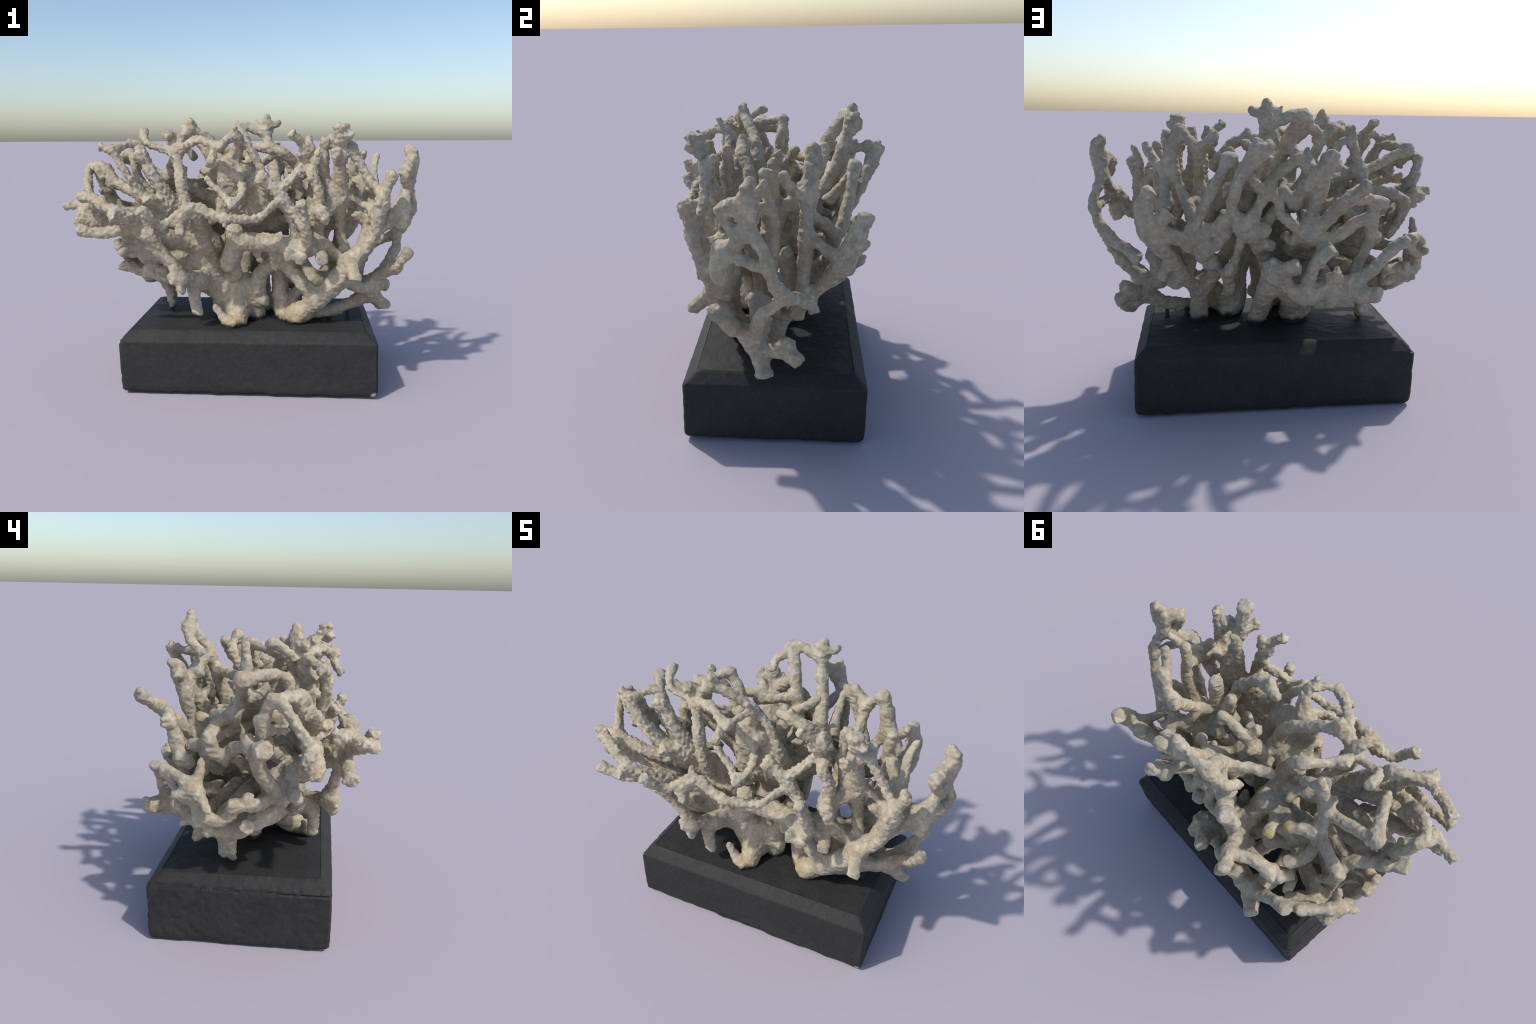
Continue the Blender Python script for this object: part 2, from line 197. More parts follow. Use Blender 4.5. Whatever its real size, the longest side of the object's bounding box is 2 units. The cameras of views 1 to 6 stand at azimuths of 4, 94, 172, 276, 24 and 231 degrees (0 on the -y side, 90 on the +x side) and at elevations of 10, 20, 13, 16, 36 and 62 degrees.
limb('branch', 1, [(.05, .06, 1.25, .024), (.03, .02, 1.3, .024)])
limb('branch', 1, [(.03, .06, 1.18, .024), (.01, .085, 1.2, .022)])
limb('branch', 1, [(.256, .008, 1.29, .027), (.28, .01, 1.2, .029), (.33, 0, 1.08, .034)])
limb('branch', 1, [(.403, -.015, 1.265, .036), (.405, -.01, 1.2, .034), (.4, 0, 1.08, .036), (.4, -.02, .95, .04), (.4, -.08, .85, .04)])
limb('branch', 1, [(.3, .05, 1.1, .024), (.36, .08, 1, .036), (.42, .15, .9, .032)])
limb('branch', 1, [(.21, .33, .947, .036), (.268, .37, 1.042, .027), (.251, .43, 1.147, .027), (.216, .48, 1.24, .027), (.156, .54, 1.365, .026)])
limb('branch', 1, [(.204, .48, 1.24, .022), (.147, .49, 1.288, .021), (.1, .503, 1.358, .024)])
limb('branch', 1, [(-.72, .19, .955, .01), (-.725, .19, .9, .021), (-.745, .22, .84, .029), (-.76, .27, .81, .024), (-.77, .31, .8, .016)])
limb('branch', 1, [(-.745, .22, .84, .032), (-.79, .17, .79, .024), (-.82, .14, .745, .011)])
limb('branch', 1, [(-.75, .23, .83, .028), (-.72, .3, .87, .024), (-.65, .38, .88, .024)])
limb('branch', 1, [(-.353, .43, .662, .038), (-.416, .43, .72, .034), (-.472, .43, .764, .03), (-.531, .42, .832, .027), (-.559, .43, .86, .026), (-.617, .43, .89, .024)])
limb('branch', 1, [(-.544, .42, .832, .026), (-.636, .36, .857, .026), (-.695, .3, .803, .024), (-.75, .25, .778, .024)])
limb('branch', 1, [(-.75, .22, .81, .029), (-.75, .2, .74, .029), (-.75, .15, .689, .029), (-.75, .087, .681, .026), (-.76, .047, .729, .027), (-.78, .03, .78, .024)])
limb('branch', 1, [(-.78, .04, .76, .024), (-.76, -.02, .77, .029), (-.7, -.06, .75, .029), (-.62, -.1, .76, .032), (-.5, -.13, .78, .04)])
limb('branch', 1, [(-.77, -.03, .78, .024), (-.78, -.035, .815, .021)])
limb('branch', 1, [(-.66, .307, .72, .024), (-.63, .249, .651, .034), (-.62, .174, .598, .038), (-.6, .094, .576, .042), (-.6, .016, .593, .04), (-.58, -.064, .644, .036), (-.55, -.12, .668, .036), (-.5, -.16, .74, .04)])
limb('branch', 1, [(-.71, .28, .65, .018), (-.66, .25, .66, .029), (-.58, .2, .66, .036), (-.45, .15, .66, .04), (-.3, .08, .7, .048)])
limb('branch', 1, [(-.62, .025, .616, .036), (-.68, -.011, .636, .029), (-.757, -.022, .662, .029)])
limb('branch', 1, [(-.474, .085, .385, .022), (-.48, .085, .45, .029), (-.5, .09, .52, .036), (-.56, .1, .6, .04), (-.62, .1, .63, .04)])
limb('branch', 1, [(-.475, .13, .4, .018), (-.48, .13, .46, .024), (-.5, .12, .53, .032)])
limb('branch', 1, [(-.446, .267, .475, .024), (-.43, .23, .53, .032), (-.38, .2, .58, .04)])
limb('branch', 1, [(-.376, .45, .601, .04), (-.373, .34, .589, .04), (-.356, .22, .583, .044), (-.32, .1, .594, .048)])
limb('branch', 1, [(-.688, -.236, .78, .027), (-.62, -.2, .83, .029), (-.52, -.18, .88, .036)])
limb('branch', 1, [(-.6, .1, .66, .036), (-.45, .02, .72, .04), (-.3, -.05, .75, .048), (-.18, -.08, .76, .056)])
limb('branch', 1, [(-.533, .33, .705, .027), (-.622, .27, .695, .027), (-.697, .22, .667, .029), (-.757, .19, .679, .027)])
limb('branch', 1, [(-.552, .28, .637, .027), (-.649, .2, .62, .027), (-.724, .15, .619, .027)])
limb('branch', 1, [(.6, -.25, .74, .048), (.56, -.22, .66, .046), (.5, -.21, .58, .044)])
limb('trunk', 1, [(-.025, -.25, .365, .042), (-.03, -.215, .42, .045), (-.03, -.13, .5, .048), (-.06, -.06, .6, .055), (-.12, -.06, .7, .058), (-.2, -.12, .82, .062), (-.26, -.15, .92, .055)])
limb('trunk', 1, [(-.06, -.1, .56, .05), (-.14, -.1, .58, .05), (-.21, -.16, .58, .045), (-.25, -.25, .6, .042)])
limb('trunk', 1, [(-.13, -.06, .66, .05), (-.19, -.13, .69, .052), (-.245, -.165, .73, .042)])
limb('trunk', 1, [(.065, -.08, .36, .055), (.06, -.085, .45, .05), (.07, -.12, .55, .05), (.1, -.155, .65, .042), (.17, -.19, .72, .04), (.24, -.22, .77, .045)])
limb('trunk', 1, [(.07, -.1, .5, .04), (.01, -.08, .58, .05), (-.05, -.05, .66, .055)])
limb('branch', 1, [(.07, -.09, .47, .036), (.125, -.14, .482, .022)])
limb('branch', 1, [(-.07, -.12, .6, .036), (-.045, -.19, .66, .032), (-.045, -.225, .74, .034), (-.03, -.25, .83, .034)])
limb('branch', 1, [(.003, .32, .648, .048), (-.08, .3, .599, .044), (-.154, .3, .584, .04)])
limb('branch', 1, [(-.17, .38, .64, .04), (-.21, .28, .645, .04), (-.23, .18, .66, .04)])
limb('branch', 1, [(.105, .495, 1.355, .022), (.11, .42, 1.345, .024), (.115, .36, 1.36, .029)])
limb('branch', 1, [(-.5, -.22, .88, .04), (-.6, -.25, .91, .046), (-.7, -.28, .94, .044), (-.8, -.31, .965, .04), (-.88, -.31, .99, .032)])
limb('branch', 1, [(-.78, -.14, 1.12, .024), (-.8, -.175, 1.125, .018), (-.822, -.197, 1.13, .006)])
limb('branch', 1, [(-.5, -.2, .85, .044), (-.6, -.2, .88, .044), (-.66, -.22, .9, .04)])
limb('branch', 1, [(.549, .2, 1.327, .027), (.582, .18, 1.263, .029), (.594, .178, 1.188, .029), (.593, .176, 1.086, .032), (.603, .17, .988, .034), (.57, .165, .85, .032), (.55, .15, .7, .034), (.56, .13, .6, .032)])
limb('branch', 1, [(.59, .17, .75, .029), (.6, .2, .7, .027), (.62, .215, .655, .026)])
limb('branch', 1, [(.59, .178, 1.22, .027), (.64, .12, 1.245, .024), (.68, .08, 1.3, .022), (.692, .074, 1.34, .016)])
limb('branch', 1, [(.58, .178, 1.04, .027), (.62, .24, .99, .024), (.66, .32, .95, .027)])
limb('branch', 1, [(.757, -.005, 1.311, .018), (.735, -.04, 1.24, .024), (.735, -.1, 1.14, .029), (.75, -.16, 1.03, .036), (.745, -.19, .93, .036), (.71, -.2, .83, .03), (.66, -.2, .76, .032)])
limb('branch', 1, [(.7, -.2, 1.15, .024), (.72, -.13, 1.12, .027)])
limb('branch', 1, [(.875, -.185, 1.06, .04), (.84, -.19, .99, .044), (.79, -.21, .94, .032), (.75, -.25, .93, .024)])
limb('branch', 1, [(.93, -.08, 1.24, .027), (.91, -.13, 1.24, .027), (.892, -.165, 1.235, .027)])
limb('branch', 1, [(.93, -.08, 1.28, .021), (.915, -.13, 1.27, .019), (.9, -.16, 1.235, .019)])
limb('branch', 1, [(.74, -.28, 1, .032), (.735, -.2, .98, .036)])
limb('branch', 1, [(.4, 0, 1.05, .04), (.42, .05, .93, .04), (.45, .09, .8, .04), (.5, .12, .68, .04)])
limb('branch', 1, [(.45, .2, 1.05, .032), (.42, .13, .97, .036), (.36, .08, .9, .04)])
limb('branch', 1, [(.3, .3, .92, .032), (.24, .2, .9, .04), (.15, .1, .9, .048)])
limb('trunk', 1, [(-.12, -.06, .62, .06), (-.26, -.12, .62, .05), (-.42, -.12, .62, .048), (-.56, -.06, .63, .045)])
limb('trunk', 1, [(-.2, -.13, .7, .065), (-.33, -.16, .71, .046), (-.46, -.19, .75, .042), (-.58, -.2, .81, .038)])
limb('trunk', 1, [(-.2, -.1, .74, .06), (-.34, -.09, .74, .05), (-.48, -.1, .78, .045), (-.6, -.13, .85, .045)])
limb('branch', 1, [(-.24, -.15, .63, .029), (-.34, -.2, .66, .027), (-.4, -.24, .7, .024)])
limb('branch', 1, [(-.3, -.12, .6, .032), (-.4, -.2, .63, .032), (-.47, -.24, .68, .027)])
limb('branch', 1, [(-.4, .15, .95, .032), (-.36, .2, .9, .036), (-.28, .25, .87, .04)])
limb('branch', 1, [(-.5, .12, 1.03, .029), (-.5, .2, .98, .029), (-.46, .28, .95, .029)])
limb('trunk', 1, [(-.12, -.14, .98, .045), (-.1, -.165, 1.08, .042), (-.1, -.185, 1.18, .04), (-.09, -.2, 1.27, .034)])
limb('trunk', 1, [(.05, -.1, .93, .05), (.09, -.14, 1, .042), (.11, -.16, 1.08, .038), (.08, -.17, 1.17, .036), (.04, -.17, 1.24, .034)])
limb('trunk', 1, [(-.03, -.13, .95, .045), (-.03, -.16, 1.06, .045), (-.02, -.175, 1.15, .045), (-.03, -.19, 1.24, .04)])
limb('trunk', 1, [(-.21, -.15, .58, .042), (-.15, -.13, .51, .045), (-.08, -.16, .44, .042), (-.03, -.21, .39, .04)])
limb('trunk', 1, [(-.1, -.1, .56, .05), (-.05, -.14, .47, .045), (0, -.15, .42, .04)])


# ------------------------------------------------------- noise (value + cell)
def hash3(i, j, k, seed):
    h = (i * 374761393 + j * 668265263 + k * 2147483647 + seed * 1274126177) & 0xffffffff
    h = ((h ^ (h >> 13)) * 1274126177) & 0xffffffff
    h = ((h ^ (h >> 16)) * 2246822519) & 0xffffffff
    return ((h ^ (h >> 15)) & 0xffffff) / float(0xffffff)


def vnoise(p, scale, seed):
    q = p * scale
    c = np.floor(q).astype(np.int64)
    f = q - c
    f = f * f * (3 - 2 * f)
    r = np.zeros(len(p))
    for dx in (0, 1):
        for dy in (0, 1):
            for dz in (0, 1):
                w = (f[:, 0] if dx else 1 - f[:, 0]) * (f[:, 1] if dy else 1 - f[:, 1]) * (f[:, 2] if dz else 1 - f[:, 2])
                r += w * hash3(c[:, 0] + dx, c[:, 1] + dy, c[:, 2] + dz, seed)
    return r * 2 - 1


def cells(p, scale, seed):
    """distance to the nearest jittered cell point (0 at a nodule's middle)"""
    q = p * scale
    c = np.floor(q).astype(np.int64)
    best = np.full(len(p), 9.0)
    for dx in (-1, 0, 1):
        for dy in (-1, 0, 1):
            for dz in (-1, 0, 1):
                i, j, k = c[:, 0] + dx, c[:, 1] + dy, c[:, 2] + dz
                o = np.stack([i + hash3(i, j, k, seed), j + hash3(i, j, k, seed + 1), k + hash3(i, j, k, seed + 2)], 1)
                best = np.minimum(best, ((o - q) ** 2).sum(1))
    return np.sqrt(best)


# ------------------------------------------------------------ limb -> samples
def resample(pts, step=0.018):
    """Catmull-Rom through the control points"""
    n = len(pts)
    ext = np.vstack([2 * pts[0] - pts[1], pts, 2 * pts[-1] - pts[-2]])
    out = []
    for i in range(n - 1):
        a, b, c, d = ext[i:i + 4]
        m = max(2, int(np.linalg.norm(c[:3] - b[:3]) / step))
        for t in np.arange(m) / m:
            s = 0.5 * (2 * b + (c - a) * t + (2 * a - 5 * b + 4 * c - d) * t * t + (3 * b - a - 3 * c + d) * t ** 3)
            s[3] = b[3] + (c[3] - b[3]) * t
            out.append(s)
    out.append(pts[-1].copy())
    return np.array(out)


# small broken spurs scattered on the outer halves of the limbs
def add_spurs(count):
    base = [l for l in LIMBS if l[0] == 'branch' and len(l[2]) > 2]
    for _ in range(count):
        l = base[rng.integers(len(base))]
        s = resample(l[2])
        i = int(len(s) * rng.uniform(0.35, 0.93))
        t = s[min(i + 1, len(s) - 1), :3] - s[i - 1, :3]
        t /= np.linalg.norm(t) + 1e-9
        d = rng.normal(size=3)
        d -= t * d.dot(t)
        d = d / np.linalg.norm(d) + t * 0.5
        d /= np.linalg.norm(d)
        r = s[i, 3]
        L = r * rng.uniform(1.15, 1.7)
        LIMBS.append(('spur', 1, np.array([[*s[i, :3], r * .55], [*(s[i, :3] + d * L * .7), r * .42], [*(s[i, :3] + d * L), r * .25]])))


def add_lobes():
    for kind, cut, pts in [l for l in LIMBS if l[0] == 'branch' and l[1]]:
        a, b = pts[-2], pts[-1]
        t = (b - a)[:3]
        t /= np.linalg.norm(t) + 1e-9
        r = b[3]
        if r < 0.02:
            continue
        for _ in range(rng.integers(0, 2)):
            d = rng.normal(size=3)
            d -= t * d.dot(t)
            d /= np.linalg.norm(d)
            d = d + t * rng.uniform(0.3, 1.1)
            d /= np.linalg.norm(d)
            p = b[:3] - t * r * 0.5
            L = r * rng.uniform(1.1, 1.5)
            LIMBS.append(('spur', 1, np.array([[*p, r * .6], [*(p + d * L * .7), r * .45], [*(p + d * L), r * .34]])))


def add_twigs(count):
    """short forked twigs that crowd the inside of the thicket"""
    base = [resample(l[2]) for l in LIMBS if l[0] != 'foot']
    made = 0
    while made < count:
        s = base[rng.integers(len(base))]
        p = s[rng.integers(len(s))]
        if not 0.78 < p[2] < 1.18 or p[1] < -0.12 or abs(p[0]) > .62:
            continue
        d = rng.normal(size=3) * [1, .7, .6] + np.array([p[0] * .6, p[1], .9])
        d /= np.linalg.norm(d)
        L = rng.uniform(.10, .17)
        q = p[:3] + d * L
        if (q[0] / .92) ** 2 + (q[1] / .46) ** 2 + ((q[2] - .55) / .92) ** 2 > .74:
            continue
        bend = rng.normal(size=3) * .02
        LIMBS.append(('branch', 1, np.array([[*p[:3], .03], [*(p[:3] + d * L * .5 + bend), .025], [*q, .024]])))
        e = d + rng.normal(size=3) * .8
        e /= np.linalg.norm(e)
        m = p[:3] + d * L * .55 + bend
        LIMBS.append(('spur', 1, np.array([[*m, .023], [*(m + e * .035), .02], [*(m + e * .065), .016]])))
        made += 1


add_twigs(26)
add_spurs(75)
add_lobes()

# ---------------------------------------------------- smooth union on a lattice
H = 0.006
LO = np.array([-1.06, -0.68, 0.28])
HI = np.array([1.06, 0.66, 1.64])
N = np.ceil((HI - LO) / H).astype(int) + 1
field = np.full(N, 0.2, dtype=np.float32)
owner = np.zeros(N, dtype=np.int16)
near = np.full(N, 9.0, dtype=np.float32)
AX = [LO[a] + np.arange(N[a]) * H for a in range(3)]


def box(lo, hi):
    a = np.maximum(np.floor((lo - LO) / H).astype(int), 0)
    b = np.minimum(np.ceil((hi - LO) / H).astype(int) + 1, N)
    return a, b


parents = []
for li, (kind, cut, pts) in enumerate(LIMBS):
    s = resample(pts)
    if kind == 'branch':
        w = vnoise(s[:, :3] + li * 3.1, 14, 11)
        s[:, 3] *= 1 + 0.13 * w
        for a in range(3):
            wob = vnoise(s[:, :3] + li * 1.7 + a * 9, 9, 23 + a) * 0.006
            ends = np.minimum(np.arange(len(s)), len(s) - 1 - np.arange(len(s)))
            s[:, a] += wob * np.minimum(1, ends / 3)
    if cut and kind == 'branch':
        s[-3:, 3] *= (1.04, 1.1, 1.16)
    k = {'trunk': 0.045, 'foot': 0.045, 'branch': 0.029, 'spur': 0.015}[kind]
    rm = s[:, 3].max() + 0.07
    a0, b0 = box(s[:, :3].min(0) - rm, s[:, :3].max(0) + rm)
    loc = np.full(b0 - a0, 0.2, dtype=np.float32)
    tip = s[-1, :3]
    tdir = s[-1, :3] - s[max(0, len(s) - 4), :3]
    tdir = tdir / (np.linalg.norm(tdir) + 1e-9) + rng.normal(size=3) * 0.28
    tdir /= np.linalg.norm(tdir)
    planes = [(tdir, 0.3 * s[-1, 3])]
    for _ in range(4):
        d = rng.normal(size=3)
        d -= tdir * d.dot(tdir)
        d = d / np.linalg.norm(d) + tdir * rng.uniform(0.7, 1.6)
        planes.append((d / np.linalg.norm(d), s[-1, 3] * rng.uniform(0.5, 0.8)))
    for i in range(len(s) - 1):
        p, q = s[i], s[i + 1]
        r = max(p[3], q[3]) + 0.06
        a, b = box(np.minimum(p[:3], q[:3]) - r, np.maximum(p[:3], q[:3]) + r)
        a = np.maximum(a, a0)
        b = np.minimum(b, b0)
        if (b <= a).any():
            continue
        X = AX[0][a[0]:b[0]][:, None, None] - p[0]
        Y = AX[1][a[1]:b[1]][None, :, None] - p[1]
        Z = AX[2][a[2]:b[2]][None, None, :] - p[2]
        e = q[:3] - p[:3]
        L2 = max(e.dot(e), 1e-9)
        t = np.clip((X * e[0] + Y * e[1] + Z * e[2]) / L2, 0, 1)
        d = np.sqrt((X - t * e[0]) ** 2 + (Y - t * e[1]) ** 2 + (Z - t * e[2]) ** 2) - (p[3] + (q[3] - p[3]) * t)
        if cut and kind != 'trunk' and np.linalg.norm(q[:3] - tip) < 1.6 * s[-1, 3]:
            for pd, off in planes:
                d = np.maximum(d, (X + p[0] - tip[0]) * pd[0] + (Y + p[1] - tip[1]) * pd[1] + (Z + p[2] - tip[2]) * pd[2] - off)
        v = loc[a[0] - a0[0]:b[0] - a0[0], a[1] - a0[1]:b[1] - a0[1], a[2] - a0[2]:b[2] - a0[2]]
        np.minimum(v, d, out=v)
    sl = tuple(slice(a0[x], b0[x]) for x in range(3))
    g = field[sl]
    hh = np.maximum(k - np.abs(g - loc), 0) / k
    field[sl] = np.minimum(g, loc) - hh * hh * k * 0.25
    if kind != 'spur':
        nb = near[sl]
        m = loc < nb
        owner[sl] = np.where(m, li, owner[sl])
        near[sl] = np.where(m, loc, nb)


# --------------------------------------------------------- skin (surface nets)
def surface_nets(F):
    S = F < 0
    n = np.array(F.shape)
    occ = np.zeros(n - 1, dtype=np.int8)
    for dx in (0, 1):
        for dy in (0, 1):
            for dz in (0, 1):
                occ += S[dx:n[0] - 1 + dx, dy:n[1] - 1 + dy, dz:n[2] - 1 + dz]
    act = np.argwhere((occ > 0) & (occ < 8))
    idx = np.full(n - 1, -1, dtype=np.int64)
    idx[act[:, 0], act[:, 1], act[:, 2]] = np.arange(len(act))
    acc = np.zeros((len(act), 3))
    cnt = np.zeros(len(act))
    for ax in range(3):
        o = [x for x in range(3) if x != ax]
        for u in (0, 1):
            for w in (0, 1):
                c0 = act.copy()
                c0[:, o[0]] += u
                c0[:, o[1]] += w
                c1 = c0.copy()
                c1[:, ax] += 1
                f0 = F[c0[:, 0], c0[:, 1], c0[:, 2]]
                f1 = F[c1[:, 0], c1[:, 1], c1[:, 2]]
                m = (f0 < 0) != (f1 < 0)
                t = f0[m] / (f0[m] - f1[m])
                pt = c0[m].astype(float)
                pt[:, ax] += t
                acc[m] += pt
                cnt[m] += 1
    verts = acc / cnt[:, None] * H + LO
    quads = []
    for ax in range(3):
        o = [(ax + 1) % 3, (ax + 2) % 3]
        a = [slice(None)] * 3
        b = [slice(None)] * 3
        a[ax] = slice(0, -1)
        b[ax] = slice(1, None)
        ch = np.argwhere(S[tuple(a)] != S[tuple(b)])
        ch = ch[(ch[:, o[0]] > 0) & (ch[:, o[1]] > 0)]
        q = []
        for du, dv in ((-1, -1), (0, -1), (0, 0), (-1, 0)):
            c = ch.copy()
            c[:, o[0]] += du
            c[:, o[1]] += dv
            q.append(idx[c[:, 0], c[:, 1], c[:, 2]])
        q = np.stack(q, 1)
        flip = ~S[ch[:, 0], ch[:, 1], ch[:, 2]]
        q[flip] = q[flip][:, ::-1]
        quads.append(q)
    return verts, np.concatenate(quads)


verts, quads = surface_nets(field)


def components(nv, q):
    lab = np.arange(nv)
    while True:
        m = lab[q].min(1)
        new = lab.copy()
        for c in range(4):
            np.minimum.at(new, q[:, c], m)
        new = new[new]
        if (new == lab).all():
            return lab
        lab = new


lab = components(len(verts), quads)
ids, num = np.unique(lab, return_counts=True)
keep = np.isin(lab, ids[num > 400])
remap = np.cumsum(keep) - 1
quads = remap[quads[keep[quads[:, 0]]]]
verts = verts[keep]


def vnormals(v, q):
    n = np.cross(v[q[:, 2]] - v[q[:, 0]], v[q[:, 3 % q.shape[1]]] - v[q[:, 1]])
    out = np.zeros_like(v)
    for c in range(q.shape[1]):
        for a in range(3):
            out[:, a] += np.bincount(q[:, c], n[:, a], len(v))
    return out / (np.linalg.norm(out, axis=1, keepdims=True) + 1e-12)


def relax(v, q, rounds, w=0.5):
    for _ in range(rounds):
        s = np.zeros_like(v)
        n = np.zeros(len(v))
        for c in range(4):
            for d in (1, 3):
                j = q[:, (c + d) % 4]
                for a in range(3):
                    s[:, a] += np.bincount(q[:, c], v[j, a], len(v))
                n += np.bincount(q[:, c], minlength=len(v))
        v = v * (1 - w) + w * s / n[:, None]
    return v


verts = relax(verts, quads, 1)
nor = vnormals(verts, quads)
ci = np.clip(np.round((verts - LO) / H).astype(int), 0, N - 1)
vown = owner[ci[:, 0], ci[:, 1], ci[:, 2]]

# relief: nodules on the outer branches, growth rings and wrinkles lower and behind
rough = np.clip((0.12 - verts[:, 1]) / 0.4, 0.15, 1) * np.clip((verts[:, 2] - 0.65) / 0.3, 0.3, 1)
warp = np.stack([vnoise(verts, 18, 31 + a) for a in range(3)], 1) * 0.008
c1 = cells(verts + warp, 46, 3)
nod = np.clip(0.75 - c1, 0, 0.6)
lump = vnoise(verts, 17, 5) * 0.6 + vnoise(verts, 34, 6) * 0.4
wrinkle = 1 - np.abs(vnoise(verts * [1, 1, 1.7] + warp, 27, 12)) * 2
ring = np.sin(verts[:, 2] * 210 + verts[:, 0] * 60 + vnoise(verts, 9, 8) * 7)
grain = vnoise(verts, 80, 9)
disp = rough * (nod - 0.24) * 0.0155 + lump * 0.0055 + (1.15 - rough) * (wrinkle * 0.004 + ring * 0.0008) + grain * 0.0016
verts = verts + nor * disp[:, None]
nor = vnormals(verts, quads)


# ------------------------------------------------------------------- materials
def nodes_of(name):
    m = bpy.data.materials.new(name)
    m.use_nodes = True
    nt = m.node_tree
    nt.nodes.clear()
    out = nt.nodes.new('ShaderNodeOutputMaterial')
    p = nt.nodes.new('ShaderNodeBsdfPrincipled')
    nt.links.new(p.outputs[0], out.inputs[0])
    tc = nt.nodes.new('ShaderNodeTexCoord')
    return m, nt, p, tc.outputs['Object']


def noise(nt, co, scale, detail=4, rough=0.55, dist=0.0):
    n = nt.nodes.new('ShaderNodeTexNoise')
    n.inputs['Scale'].default_value = scale
    n.inputs['Detail'].default_value = detail
    n.inputs['Roughness'].default_value = rough
    n.inputs['Distortion'].default_value = dist
    nt.links.new(co, n.inputs['Vector'])
    return n.outputs['Fac']


def voronoi(nt, co, scale):
    n = nt.nodes.new('ShaderNodeTexVoronoi')
    n.feature = 'SMOOTH_F1'
    n.inputs['Scale'].default_value = scale
    n.inputs['Smoothness'].default_value = 0.35
    nt.links.new(co, n.inputs['Vector'])
    return n.outputs['Distance']


def ramp(nt, fac, stops):
    r = nt.nodes.new('ShaderNodeValToRGB')
    e = r.color_ramp.elements
    while len(e) < len(stops):
        e.new(0.5)
    for el, (pos, col) in zip(e, stops):
        el.position = pos
        el.color = (*col, 1) if len(col) == 3 else col
    nt.links.new(fac, r.inputs[0])
    return r.outputs[0]


def mix(nt, fac, a, b, mode='MIX'):
    m = nt.nodes.new('ShaderNodeMix')
    m.data_type = 'RGBA'
    m.blend_type = mode
    if isinstance(fac, float):
        m.inputs[0].default_value = fac
    else:
        nt.links.new(fac, m.inputs[0])
    for s, v in ((6, a), (7, b)):
        if isinstance(v, tuple):
            m.inputs[s].default_value = (*v, 1)
        else:
            nt.links.new(v, m.inputs[s])
    return m.outputs[2]


def math_(nt, op, a, b=None, clamp=False):
    m = nt.nodes.new('ShaderNodeMath')
    m.operation = op
    m.use_clamp = clamp
    for s, v in ((0, a), (1, b)):
        if v is None:
            continue
        if isinstance(v, (int, float)):
            m.inputs[s].default_value = v
        else:
            nt.links.new(v, m.inputs[s])
    return m.outputs[0]


def bump(nt, p, h, strength, dist):
    b = nt.nodes.new('ShaderNodeBump')
    b.inputs['Strength'].default_value = strength
    b.inputs['Distance'].default_value = dist
    nt.links.new(h, b.inputs['Height'])
    nt.links.new(b.outputs[0], p.inputs['Normal'])


G = lambda v: (v, v, v)


def spot(nt, co, centre, radius, soft):
    """1 inside a ball around centre, with a ragged edge"""
    d = nt.nodes.new('ShaderNodeVectorMath')
    d.operation = 'DISTANCE'
    d.inputs[1].default_value = centre
    nt.links.new(co, d.inputs[0])
    w = math_(nt, 'MULTIPLY', noise(nt, co, 25, 3), soft)
    v = math_(nt, 'ADD', d.outputs['Value'], w)
    r = nt.nodes.new('ShaderNodeMapRange')
    r.inputs[1].default_value = radius + soft * 0.5
    r.inputs[2].default_value = radius - soft * 0.3
    nt.links.new(v, r.inputs[0])
    return r.outputs[0]


